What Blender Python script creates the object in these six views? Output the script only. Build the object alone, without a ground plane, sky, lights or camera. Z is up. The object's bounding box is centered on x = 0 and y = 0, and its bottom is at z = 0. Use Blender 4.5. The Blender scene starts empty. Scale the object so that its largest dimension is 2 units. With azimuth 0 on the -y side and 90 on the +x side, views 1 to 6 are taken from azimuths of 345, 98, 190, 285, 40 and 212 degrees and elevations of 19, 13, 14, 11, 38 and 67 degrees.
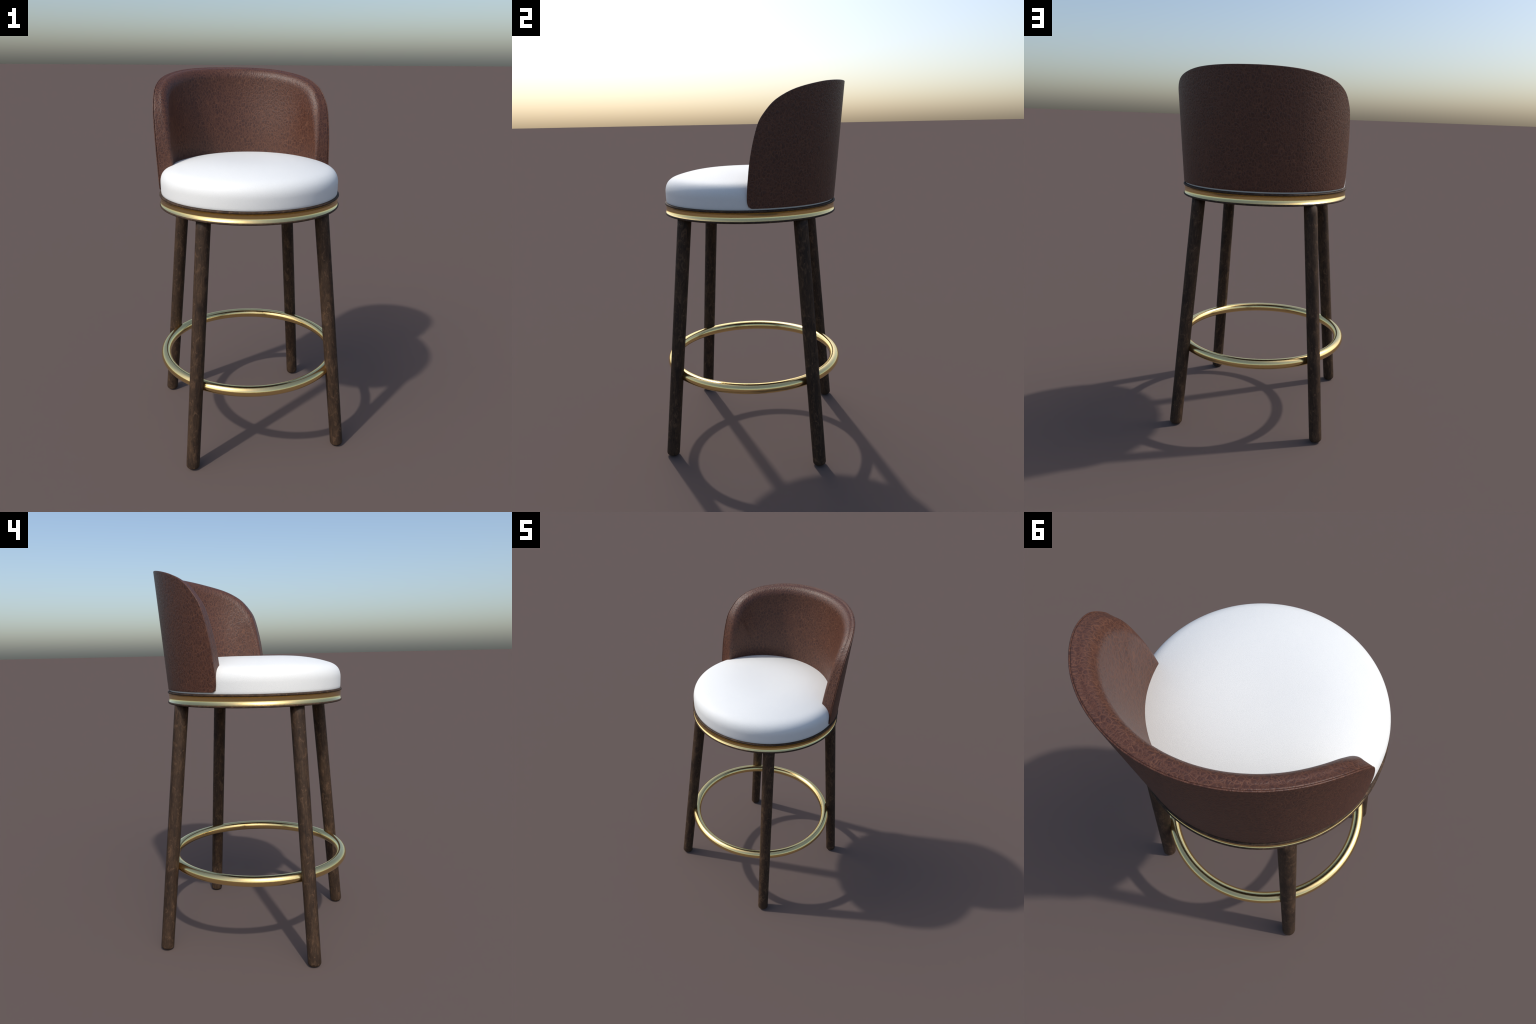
"""Round bar stool: four splayed round wooden legs, a brass foot ring, a grooved
brass seat rim between two thin wooden discs, a domed white cushion and a
wrap-around leather tub backrest with inner padding."""
import math
import bpy
import bmesh
import numpy as np
from mathutils import Vector

# ------------------------------------------------------------------ sizes (m)
CY = -0.009                      # the seat axis sits a little forward of centre
DISC_R, DISC_EDGE = 0.473, 0.0055
UP_BOT, UP_TOP = 1.3695, 1.3810  # upper wooden disc
LO_BOT, LO_TOP = 1.3168, 1.3270  # lower wooden disc
GROOVE_R, GROOVE_DEPTH = 0.4683, 0.0035
RING_R, RING_TUBE, RING_Z = 0.4775, 0.0276, 0.4549
LEG_TOP_Z = 1.320


# ------------------------------------------------------------------ helpers
def mesh_object(name, verts, faces, material, parent=None, smooth=True):
    me = bpy.data.meshes.new(name)
    me.from_pydata([tuple(map(float, v)) for v in verts], [], [tuple(map(int, f)) for f in faces])
    me.polygons.foreach_set("use_smooth", [smooth] * len(me.polygons))
    me.materials.append(material)
    me.update()
    ob = bpy.data.objects.new(name, me)
    bpy.context.scene.collection.objects.link(ob)
    if parent is not None:
        ob.parent = parent
    return ob


def lathe(profile, n=192, centre=(0.0, CY)):
    """Revolve an (r, z) profile about the seat axis; r = 0 ends become poles."""
    verts, faces, rows = [], [], []
    for r, z in profile:
        if r < 1e-7:
            rows.append([len(verts)] * n)
            verts.append((centre[0], centre[1], z))
        else:
            rows.append(list(range(len(verts), len(verts) + n)))
            for k in range(n):
                a = math.tau * k / n
                verts.append((centre[0] + r * math.cos(a), centre[1] + r * math.sin(a), z))
    for a, b in zip(rows, rows[1:]):
        for k in range(n):
            q = [a[k], a[(k + 1) % n], b[(k + 1) % n], b[k]]
            q = list(dict.fromkeys(q))
            if len(q) > 2:
                faces.append(q)
    return verts, faces


def arc(cx, cz, r, a0, a1, n):
    return [(cx + r * math.cos(math.radians(a0 + (a1 - a0) * k / n)),
             cz + r * math.sin(math.radians(a0 + (a1 - a0) * k / n))) for k in range(n + 1)]


def bezier(p0, p1, p2, p3, n):
    out = []
    for k in range(n + 1):
        t = k / n
        w = ((1 - t) ** 3, 3 * t * (1 - t) ** 2, 3 * t * t * (1 - t), t ** 3)
        out.append(tuple(sum(wi * p[c] for wi, p in zip(w, (p0, p1, p2, p3))) for c in (0, 1)))
    return out


# ------------------------------------------------------------------ materials
class Nodes:
    def __init__(self, name):
        self.mat = bpy.data.materials.new(name)
        self.mat.use_nodes = True
        self.nt = self.mat.node_tree
        self.bsdf = self.nt.nodes["Principled BSDF"]
        self.coord = self.add("ShaderNodeTexCoord")

    def add(self, kind, **props):
        n = self.nt.nodes.new(kind)
        for k, v in props.items():
            setattr(n, k, v)
        return n

    def link(self, a, b):
        self.nt.links.new(a, b)

    def put(self, node, key, value):
        if hasattr(value, "is_linked") or hasattr(value, "links"):
            self.link(value, node.inputs[key])
        else:
            node.inputs[key].default_value = value

    def mapped(self, scale=(1, 1, 1), loc=(0, 0, 0), rot=(0, 0, 0), src=None):
        m = self.add("ShaderNodeMapping")
        self.link(src or self.coord.outputs["Object"], m.inputs["Vector"])
        m.inputs["Scale"].default_value = scale
        m.inputs["Location"].default_value = loc
        m.inputs["Rotation"].default_value = rot
        return m.outputs[0]

    def noise(self, vec, scale, detail=4, rough=0.5, dist=0.0):
        n = self.add("ShaderNodeTexNoise")
        self.link(vec, n.inputs["Vector"])
        for k, v in (("Scale", scale), ("Detail", detail), ("Roughness", rough), ("Distortion", dist)):
            n.inputs[k].default_value = v
        return n

    def voronoi(self, vec, scale, feature="F1", randomness=1.0):
        n = self.add("ShaderNodeTexVoronoi", feature=feature)
        self.link(vec, n.inputs["Vector"])
        n.inputs["Scale"].default_value = scale
        n.inputs["Randomness"].default_value = randomness
        return n

    def ramp(self, fac, stops, interp="LINEAR"):
        n = self.add("ShaderNodeValToRGB")
        cr = n.color_ramp
        cr.interpolation = interp
        while len(cr.elements) < len(stops):
            cr.elements.new(0.5)
        for e, (p, c) in zip(cr.elements, stops):
            e.position = p
            e.color = (*c, 1) if len(c) == 3 else c
        self.link(fac, n.inputs[0])
        return n.outputs[0]

    def mix(self, fac, a, b, blend="MIX"):
        n = self.add("ShaderNodeMix", data_type="RGBA", blend_type=blend)
        self.put(n, 0, fac)
        for i, v in ((6, a), (7, b)):
            if isinstance(v, tuple):
                n.inputs[i].default_value = (*v, 1)
            else:
                self.link(v, n.inputs[i])
        return n.outputs[2]

    def math(self, op, a, b=0.0, clamp=False):
        n = self.add("ShaderNodeMath", operation=op, use_clamp=clamp)
        self.put(n, 0, a)
        self.put(n, 1, b)
        return n.outputs[0]

    def maprange(self, v, a, b, c=0.0, d=1.0):
        n = self.add("ShaderNodeMapRange", interpolation_type="SMOOTHSTEP")
        self.put(n, 0, v)
        for i, x in enumerate((a, b, c, d), 1):
            n.inputs[i].default_value = x
        return n.outputs[0]

    def bump(self, height, strength, distance, normal=None):
        n = self.add("ShaderNodeBump")
        self.link(height, n.inputs["Height"])
        n.inputs["Strength"].default_value = strength
        n.inputs["Distance"].default_value = distance
        if normal is not None:
            self.link(normal, n.inputs["Normal"])
        return n.outputs[0]

    def warp(self, vec, scale, amount):
        n = self.noise(vec, scale, 2)
        sub = self.add("ShaderNodeVectorMath", operation="SUBTRACT")
        self.link(n.outputs["Color"], sub.inputs[0])
        sub.inputs[1].default_value = (0.5, 0.5, 0.5)
        sc = self.add("ShaderNodeVectorMath", operation="SCALE")
        self.link(sub.outputs[0], sc.inputs[0])
        sc.inputs["Scale"].default_value = amount
        ad = self.add("ShaderNodeVectorMath", operation="ADD")
        self.link(vec, ad.inputs[0])
        self.link(sc.outputs[0], ad.inputs[1])
        return ad.outputs[0]


def brown_leather():
    m = Nodes("brown_leather")
    base = m.mapped()
    flat = m.mapped((1.0, 1.0, 0.66))                 # pebbles are a little taller than wide
    rough_v = m.warp(m.warp(flat, 30.0, 0.022), 130.0, 0.0060)
    fine_v = m.warp(m.warp(flat, 60.0, 0.008), 240.0, 0.0025)
    # dark pebbles separated by pale wrinkle lines, at two sizes
    big = m.voronoi(rough_v, 69.0, "DISTANCE_TO_EDGE").outputs["Distance"]
    small = m.voronoi(fine_v, 150.0, "DISTANCE_TO_EDGE").outputs["Distance"]
    where = m.noise(base, 26.0, 4, 0.6).outputs["Fac"]
    big_soft = m.maprange(big, 0.02, 0.28, 1.0, 0.0)
    big_line = m.maprange(big, 0.0, 0.085, 1.0, 0.0)
    small_line = m.maprange(small, 0.0, 0.14, 1.0, 0.0)
    vein = m.math("MAXIMUM", m.math("MULTIPLY", big_line, m.maprange(where, 0.36, 0.60, 0.10, 1.0)),
                  m.math("MULTIPLY", small_line, m.maprange(where, 0.66, 0.40, 0.12, 0.60)))
    patch = m.noise(base, 11.0, 4, 0.55).outputs["Fac"]
    pebble = m.ramp(patch, [(0.30, (0.045, 0.0150, 0.0095)), (0.55, (0.054, 0.0182, 0.0107)), (0.75, (0.068, 0.0228, 0.0122))])
    body = m.mix(big_soft, pebble, (0.072, 0.0250, 0.0135))
    crease = m.maprange(m.voronoi(m.warp(flat, 14.0, 0.04), 15.0, "DISTANCE_TO_EDGE").outputs["Distance"], 0.0, 0.022, 1.0, 0.0)
    crease = m.math("MULTIPLY", crease, m.maprange(m.noise(base, 7.0, 2).outputs["Fac"], 0.50, 0.62, 0.0, 0.8))
    vein = m.math("MAXIMUM", vein, crease)
    col = m.mix(m.math("MULTIPLY", vein, 0.58), body, (0.172, 0.071, 0.037))
    pore = m.maprange(m.noise(base, 300.0, 2, 0.6).outputs["Fac"], 0.60, 0.75)
    col = m.mix(m.math("MULTIPLY", pore, 0.15), col, (0.030, 0.010, 0.0075))
    m.link(col, m.bsdf.inputs["Base Color"])
    height = m.math("ADD", m.math("MULTIPLY", m.maprange(big, 0.0, 0.30), 0.9), m.math("MULTIPLY", m.maprange(small, 0.0, 0.30), 0.35))
    m.link(m.bump(height, 0.36, 0.0016), m.bsdf.inputs["Normal"])
    m.link(m.maprange(vein, 0.0, 1.0, 0.46, 0.56), m.bsdf.inputs["Roughness"])
    m.bsdf.inputs["Specular IOR Level"].default_value = 0.47
    return m.mat


def white_leather():
    m = Nodes("white_leather")
    base = m.mapped()
    v = m.voronoi(m.warp(base, 120.0, 0.004), 250.0, "DISTANCE_TO_EDGE").outputs["Distance"]
    pebble = m.maprange(v, 0.0, 0.22)
    n = m.noise(base, 500.0, 2).outputs["Fac"]
    h = m.math("ADD", pebble, m.math("MULTIPLY", n, 0.25))
    m.link(m.mix(pebble, (0.752, 0.772, 0.758), (0.787, 0.806, 0.792)), m.bsdf.inputs["Base Color"])
    m.link(m.bump(h, 0.30, 0.0008), m.bsdf.inputs["Normal"])
    m.bsdf.inputs["Roughness"].default_value = 0.55
    m.bsdf.inputs["Specular IOR Level"].default_value = 0.4
    return m.mat


def dark_wood(name, along, scale=1.0):
    """Dark walnut; grain stretched along one axis of the part ('z' or rings 'xy')."""
    m = Nodes(name)
    stretch = {"z": (1.0, 1.0, 0.11), "x": (0.6, 0.6, 1.0)}[along]
    broad_st = {"z": (1.0, 1.0, 0.25), "x": (1.0, 1.0, 1.0)}[along]
    blotch_st = {"z": (1.0, 1.0, 0.5), "x": (1.0, 1.0, 1.0)}[along]
    info = m.add("ShaderNodeObjectInfo")
    off = m.add("ShaderNodeVectorMath", operation="SCALE")
    cmb = m.add("ShaderNodeCombineXYZ")
    for i in range(3):
        m.link(info.outputs["Random"], cmb.inputs[i])
    m.link(cmb.outputs[0], off.inputs[0])
    off.inputs["Scale"].default_value = 7.0
    add = m.add("ShaderNodeVectorMath", operation="ADD")
    m.link(m.coord.outputs["Object"], add.inputs[0])
    m.link(off.outputs[0], add.inputs[1])
    src = add.outputs[0]
    grain = m.noise(m.mapped(stretch, src=src), 210.0 * scale, 5, 0.62, 0.3).outputs["Fac"]
    fibre = m.noise(m.mapped(stretch, src=src), 600.0 * scale, 3, 0.6).outputs["Fac"]
    broad = m.noise(m.mapped(broad_st, src=src), 26.0 * scale, 4, 0.6, 0.8).outputs["Fac"]
    tone = m.math("ADD", m.math("MULTIPLY", grain, 0.5), m.math("MULTIPLY", broad, 0.5))
    col = m.ramp(tone, [(0.36, (0.0185, 0.0100, 0.0058)), (0.50, (0.044, 0.0248, 0.0135)), (0.62, (0.074, 0.0420, 0.0220))])
    col = m.mix(m.math("MULTIPLY", m.maprange(fibre, 0.50, 0.66), 0.45), col, (0.017, 0.0095, 0.0060))
    blotch = m.noise(m.mapped(blotch_st, src=src), 42.0, 6, 0.72, 1.0).outputs["Fac"]
    col = m.mix(m.math("MULTIPLY", m.maprange(blotch, 0.52, 0.67), 0.72), col, (0.122, 0.070, 0.039))
    col = m.mix(m.math("MULTIPLY", m.maprange(blotch, 0.47, 0.34), 0.65), col, (0.0165, 0.0095, 0.0062))
    # small worn, pale specks
    sp = m.noise(m.mapped(tuple(0.35 + 0.65 * s for s in stretch), src=src), 130.0, 2, 0.6).outputs["Fac"]
    speck = m.maprange(sp, 0.68, 0.76)
    col = m.mix(m.math("MULTIPLY", speck, 0.6), col, (0.22, 0.125, 0.068))
    m.link(col, m.bsdf.inputs["Base Color"])
    m.link(m.bump(m.math("ADD", grain, m.math("MULTIPLY", fibre, 0.5)), 0.25, 0.0012), m.bsdf.inputs["Normal"])
    m.bsdf.inputs["Roughness"].default_value = 0.68
    m.bsdf.inputs["Specular IOR Level"].default_value = 0.30
    return m.mat


def brass(name, rough, bump):
    m = Nodes(name)
    m.bsdf.inputs["Base Color"].default_value = (1.0, 0.76, 0.33, 1)
    m.bsdf.inputs["Metallic"].default_value = 1.0
    n = m.noise(m.mapped(), 140.0, 3, 0.6).outputs["Fac"]
    m.link(m.maprange(n, 0.3, 0.7, rough * 0.85, rough * 1.15), m.bsdf.inputs["Roughness"])
    if bump:
        m.link(m.bump(n, bump, 0.0006), m.bsdf.inputs["Normal"])
    return m.mat


LEATHER = brown_leather()
WHITE = white_leather()
WOOD_LEG = dark_wood("walnut_leg", "z")
WOOD_DISC = dark_wood("walnut_disc", "x")
BRASS_RING = brass("brass_ring", 0.19, 0.10)
BRASS_RIM = brass("brass_rim", 0.20, 0.0)

# ------------------------------------------------------------------ top level
stool = bpy.data.objects.new("bar_stool", None)
stool.empty_display_size = 0.3
bpy.context.scene.collection.objects.link(stool)
stool["label"] = "round bar stool, white cushion, brown leather tub back, brass foot ring"
stool["category"] = "bar stool"


# ------------------------------------------------------------------ seat discs
def disc(name, z0, z1):
    r, h = DISC_R, (z1 - z0) / 2
    e = min(h, DISC_EDGE)
    prof = [(0, z0), (0.30, z0), (r - 0.012, z0)] + arc(r - e, z0 + h, e, -90, 90, 10) + [(r - 0.012, z1), (0.30, z1), (0, z1)]
    return mesh_object(name, *lathe(prof, 224), WOOD_DISC, stool)


disc("seat_disc", UP_BOT, UP_TOP)
disc("seat_disc", LO_BOT, LO_TOP)


# ------------------------------------------------------------------ brass rim (shallow concave groove)
def brass_groove():
    n, rings = 224, 24
    z0, z1 = LO_TOP - 0.0012, UP_BOT + 0.0012
    half, mid = (z1 - z0) / 2, (z1 + z0) / 2
    prof = []
    for k in range(rings + 1):
        x = -1 + 2 * k / rings
        prof.append((GROOVE_R - GROOVE_DEPTH * (1 - x * x) * 0.6, mid + half * x))
    verts, faces = lathe(prof, n)
    ob = mesh_object("seat_rim", verts, faces, BRASS_RIM, stool)
    # normals bent beyond the shallow profile to split ground and sky reflections mid-strip
    normals = []
    for k in range(rings + 1):
        x = -1 + 2 * k / rings
        tilt = math.atan(-1.15 * x)
        for j in range(n):
            a = math.tau * j / n
            normals.append((math.cos(a) * math.cos(tilt), math.sin(a) * math.cos(tilt), math.sin(tilt)))
    ob.data.normals_split_custom_set_from_vertices(normals)
    return ob


brass_groove()

# ------------------------------------------------------------------ cushion
side_r, side_top = 0.4636, 1.4359
joint = (0.3997, 1.5179)         # where the rounded shoulder runs into the shallow dome
slope = 0.318
cushion_profile = ([(0, 1.3815), (0.30, 1.3815), (side_r - 0.006, 1.3812), (side_r - 0.0028, 1.3818), (side_r - 0.0018, 1.3835), (side_r - 0.0010, 1.394), (side_r - 0.0003, 1.412)]
                   + bezier((side_r, side_top), (side_r, side_top + 0.0508), (joint[0] + 0.0357, joint[1] - 0.0357 * slope), joint, 28)
                   + bezier(joint, (joint[0] - 0.136, joint[1] + 0.136 * slope), (0.16, 1.5564), (0.0, 1.5564), 36)[1:])
mesh_object("cushion", *lathe(cushion_profile, 224, (0.0, -0.0112)), WHITE, stool)


# ------------------------------------------------------------------ legs
def leg(sx, sy, dx, dy, mesh_cache={}):
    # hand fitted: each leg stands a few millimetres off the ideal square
    top = Vector((sx * (0.303 + 0.003 * sy) + dx, sy * 0.3015 - 0.0045 + dy, LEG_TOP_Z))
    foot = Vector((sx * (0.4095 + 0.002 * sy) + dx, sy * 0.4062 - 0.0045 + dy, 0.0))
    axis = top - foot
    length = axis.length
    if "leg" not in mesh_cache:
        rb, rt, e = 0.0349, 0.0362, 0.016
        prof = [(0, 0)] + [(rb - e, 0)] + arc(rb - e, e, e, -80, 0, 8)
        prof += [(rb + (rt - rb) * k / 24, e + (length - e) * k / 24) for k in range(1, 25)] + [(0, length)]
        v, f = lathe(prof, 48, (0, 0))
        mesh_cache["leg"] = v, f
        ob = mesh_object("leg", v, f, WOOD_LEG, stool)
        mesh_cache["mesh"] = ob.data
    else:
        ob = bpy.data.objects.new("leg", mesh_cache["mesh"])
        bpy.context.scene.collection.objects.link(ob)
        ob.parent = stool
    rot = axis.normalized().to_track_quat("Z", "Y")
    # the tilted foot is lifted so its lowest point just touches the floor
    tilt = math.acos(axis.normalized().z)
    ob.location = foot + Vector((0, 0, (0.0349 - 0.016) * math.sin(tilt)))
    ob.rotation_mode = "QUATERNION"
    ob.rotation_quaternion = rot
    return ob


for sx, sy, dx, dy in ((-1, -1, 0.0010, 0.0022), (1, -1, -0.0048, -0.0018), (1, 1, -0.0020, 0.0), (-1, 1, -0.0042, -0.0008)):
    leg(sx, sy, dx, dy)


# ------------------------------------------------------------------ foot ring
def foot_ring():
    nu, nv = 160, 28
    verts, faces = [], []
    for i in range(nu):
        a = math.tau * i / nu
        for j in range(nv):
            b = math.tau * j / nv
            r = RING_R + RING_TUBE * math.cos(b)
            verts.append((r * math.cos(a), r * math.sin(a) + CY - 0.0006, RING_Z + RING_TUBE * math.sin(b)))
            faces.append((i * nv + j, ((i + 1) % nu) * nv + j, ((i + 1) % nu) * nv + (j + 1) % nv, i * nv + (j + 1) % nv))
    return mesh_object("foot_ring", verts, faces, BRASS_RING, stool)


foot_ring()

# ------------------------------------------------------------------ backrest
BASE_Z, TOP_Z = 1.3902, 1.9990
SHELL_R, FLARE_SIDE, FLARE_BACK, SHELL_CY = 0.4712, 0.0323, 0.0513, -0.0122
ARC_R = 0.49                      # radius used to lay the shell out flat
SHELL_T = 0.0050
# half of the top edge, laid out flat: (angle from the back in degrees, height)
EDGE = [(82.1, 1.425), (81.9, 1.470), (81.2, 1.530), (79.9, 1.620), (77.6, 1.715), (75.0, 1.790), (72.4, 1.829),
        (67.0, 1.884), (61.3, 1.918), (54.0, 1.946), (44.0, 1.9685), (31.0, 1.9875), (16.0, 1.9968), (0.0, 1.9990)]


def shell_point(p, z):
    """Flat layout (arc length, height) -> point on the flaring outer surface."""
    th = p / ARC_R
    s, c = np.sin(th), np.cos(th)
    r = SHELL_R + (z - 1.39) / 0.61 * (FLARE_SIDE + (FLARE_BACK - FLARE_SIDE) * c * c)
    return np.stack([r * s, SHELL_CY + r * c, z], -1)


def shell_normal(p, z):
    e = 1e-4
    du = shell_point(p + e, z) - shell_point(p - e, z)
    dv = shell_point(p, z + e) - shell_point(p, z - e)
    n = np.cross(dv, du)
    return n / np.linalg.norm(n, axis=-1, keepdims=True)


def smooth_curve(ctrl, n):
    """Catmull-Rom through the points, resampled evenly by length."""
    c = np.array(ctrl, float)
    c = np.vstack([2 * c[0] - c[1], c, 2 * c[-1] - c[-2]])
    t = np.linspace(0, 1, 40, endpoint=False)[:, None]
    pts = []
    for a, b, d, e in zip(c, c[1:], c[2:], c[3:]):
        pts.append(0.5 * (2 * b + (d - a) * t + (2 * a - 5 * b + 4 * d - e) * t ** 2 + (3 * b - a - 3 * d + e) * t ** 3))
    pts = np.vstack(pts + [c[-2:-1]])
    return resample(pts, n)


def resample(pts, n):
    d = np.r_[0, np.cumsum(np.linalg.norm(np.diff(pts, axis=0), axis=1))]
    s = np.linspace(0, d[-1], n)
    return np.stack([np.interp(s, d, pts[:, k]) for k in (0, 1)], -1)


def soften(a, passes):
    for _ in range(passes):
        a[1:-1] = 0.25 * a[:-2] + 0.5 * a[1:-1] + 0.25 * a[2:]
    return a


def edge_curve(rounded, n=321):
    half = [(math.radians(a) * ARC_R, z) for a, z in EDGE]
    left = [(-p, z) for p, z in half]
    right = half[::-1][1:]
    U = smooth_curve(left + right, n)
    pb = half[0][0]
    if rounded:                   # small round lower corner of the outer shell
        c = 0.022
        low = [(-(pb - 0.0015 - c + c * math.cos(a)), BASE_Z + c - c * math.sin(a)) for a in np.linspace(math.pi / 2, 0, 12)]
    else:
        low = [(-pb + 0.006, BASE_Z + 0.006), (-pb + 0.003, BASE_Z + 0.018)]
    low = np.array(low)
    U = np.vstack([low, U, low[::-1] * [-1, 1]])
    U = resample(U, n)
    return soften(U, 6)


def inward(U):
    t = np.gradient(U, axis=0)
    t /= np.linalg.norm(t, axis=1, keepdims=True)
    n = np.stack([t[:, 1], -t[:, 0]], -1)       # U runs left -> top -> right
    return n


def grid_faces(rows, cols, start=0, flip=False):
    f = []
    for i in range(rows - 1):
        for j in range(cols - 1):
            a = start + i * cols + j
            q = (a, a + 1, a + cols + 1, a + cols)
            f.append(q[::-1] if flip else q)
    return f


def outer_shell():
    U = edge_curve(True)
    N = inward(U)
    n = len(U)
    bottom = np.stack([np.linspace(U[0, 0], U[-1, 0], n), np.full(n, BASE_Z)], -1)
    rows = 56
    verts, faces = [], []

    def layer(inset, depth, start):
        top = U + N * inset
        low = bottom + [0, inset]
        low[:, 0] *= (abs(top[0, 0]) / abs(low[0, 0]))
        top[0, 1] = top[-1, 1] = low[0, 1]
        s = np.linspace(0, 1, rows)[:, None, None] ** 1.25
        G = top[None] * (1 - s) + low[None] * s
        P = shell_point(G[..., 0], G[..., 1]) - shell_normal(G[..., 0], G[..., 1]) * depth
        return P.reshape(-1, 3)

    def border(start):
        return [start + j for j in range(n)] + [start + (rows - 1) * n + j for j in range(n - 2, 0, -1)]

    e = 0.0020
    outer = layer(e, 0.0, 0)
    verts += list(outer)
    faces += grid_faces(rows, n, 0, True)
    prev = border(0)
    loops = []
    for a in (30, 60, 90):
        loops.append((e - e * math.sin(math.radians(a)), e - e * math.cos(math.radians(a))))
    for a in (0, 45, 90):
        loops.append((e - e * math.cos(math.radians(a)), SHELL_T - e + e * math.sin(math.radians(a))))
    for inset, depth in loops:
        P = layer(inset, depth, 0)
        idx = border(0)
        base = len(verts)
        verts += [P[k] for k in idx]
        cur = list(range(base, base + len(idx)))
        for k in range(len(cur)):
            k2 = (k + 1) % len(cur)
            faces.append((prev[k], cur[k], cur[k2], prev[k2]))
        prev = cur
    base = len(verts)
    verts += list(layer(e, SHELL_T, 0))
    faces += grid_faces(rows, n, base, False)
    cur = border(base)
    for k in range(len(cur)):
        k2 = (k + 1) % len(cur)
        faces.append((prev[k], cur[k], cur[k2], prev[k2]))
    ob = mesh_object("backrest", verts, faces, LEATHER, stool)
    clean(ob)
    return ob


def clean(ob):
    bm = bmesh.new()
    bm.from_mesh(ob.data)
    bmesh.ops.remove_doubles(bm, verts=bm.verts, dist=2e-5)
    bmesh.ops.recalc_face_normals(bm, faces=bm.faces)
    bm.to_mesh(ob.data)
    bm.free()
    for p in ob.data.polygons:
        p.use_smooth = True


def padding():
    U = edge_curve(False)
    N = inward(U)
    n = len(U)
    def ramp(lo, hi):
        h = np.clip((U[:, 1] - lo) / (hi - lo), 0, 1)
        return h * h * (3 - 2 * h)

    high, soft = ramp(1.74, 2.00), ramp(1.49, 1.86)
    thick = PAD_SIDE + (PAD_TOP - PAD_SIDE) * high
    corner = ROUND_SIDE + (ROUND_TOP - ROUND_SIDE) * soft
    corner_t = ROUND_SIDE + (0.044 - ROUND_SIDE) * soft
    slope = 0.006 + 0.0 * soft
    # profile across the edge: up from the seam, round the corner, onto the inner face
    prof = []                                        # (inset, depth) per row, arrays over the edge
    one = np.ones_like(thick)
    start = 0.0086                                    # depth where the straight wall begins, past the seam
    gap = 1.0 - 0.75 * ramp(1.84, 1.98)               # the seam closes up along the top
    prof += [(0.011 * gap, 0.0042 * one), (0.0080 * gap, 0.0050 * one), (0.0042 * gap, 0.0056 * one), (0.0024 * gap, 0.0068 * one)]
    wall = np.maximum(thick - corner_t - start, 0.0)
    for k in range(0, 8):
        t = k / 8
        prof.append((0.0018 * gap + slope * t, start + wall * t))
    for k in range(0, 13):
        a = math.radians(90 * k / 12)
        prof.append((0.0018 * gap + slope + corner * (1 - math.cos(a)), start + wall + (thick - start - wall) * math.sin(a)))
    d_in = prof[-1][0]
    for k in range(1, 6):
        prof.append((d_in + (0.10 - d_in) * k / 5, thick))
    last = U + N * 0.10
    bottom = np.stack([np.linspace(last[0, 0], last[-1, 0], n), np.full(n, BASE_Z + 0.006)], -1)
    P = []
    for d, t in prof:
        G = U + N * np.asarray(d)[:, None]
        P.append(shell_point(G[:, 0], G[:, 1]) - shell_normal(G[:, 0], G[:, 1]) * np.asarray(t)[:, None])
    rows = 44
    for k in range(1, rows + 1):
        s = k / rows
        G = last * (1 - s) + bottom * s
        # padding thickness relaxes to one even value over the inner face
        w = min(1.0, s * 1.6)
        w = w * w * (3 - 2 * w)
        t = thick * (1 - w) + PAD_MID * w
        P.append(shell_point(G[:, 0], G[:, 1]) - shell_normal(G[:, 0], G[:, 1]) * t[:, None])
    P = np.array(P)
    ob = mesh_object("back_padding", P.reshape(-1, 3), grid_faces(len(P), n), LEATHER, backrest)
    clean(ob)
    return ob


PAD_SIDE, PAD_TOP, PAD_MID = 0.081, 0.063, 0.080
ROUND_SIDE, ROUND_TOP = 0.012, 0.056

backrest = outer_shell()
padding()
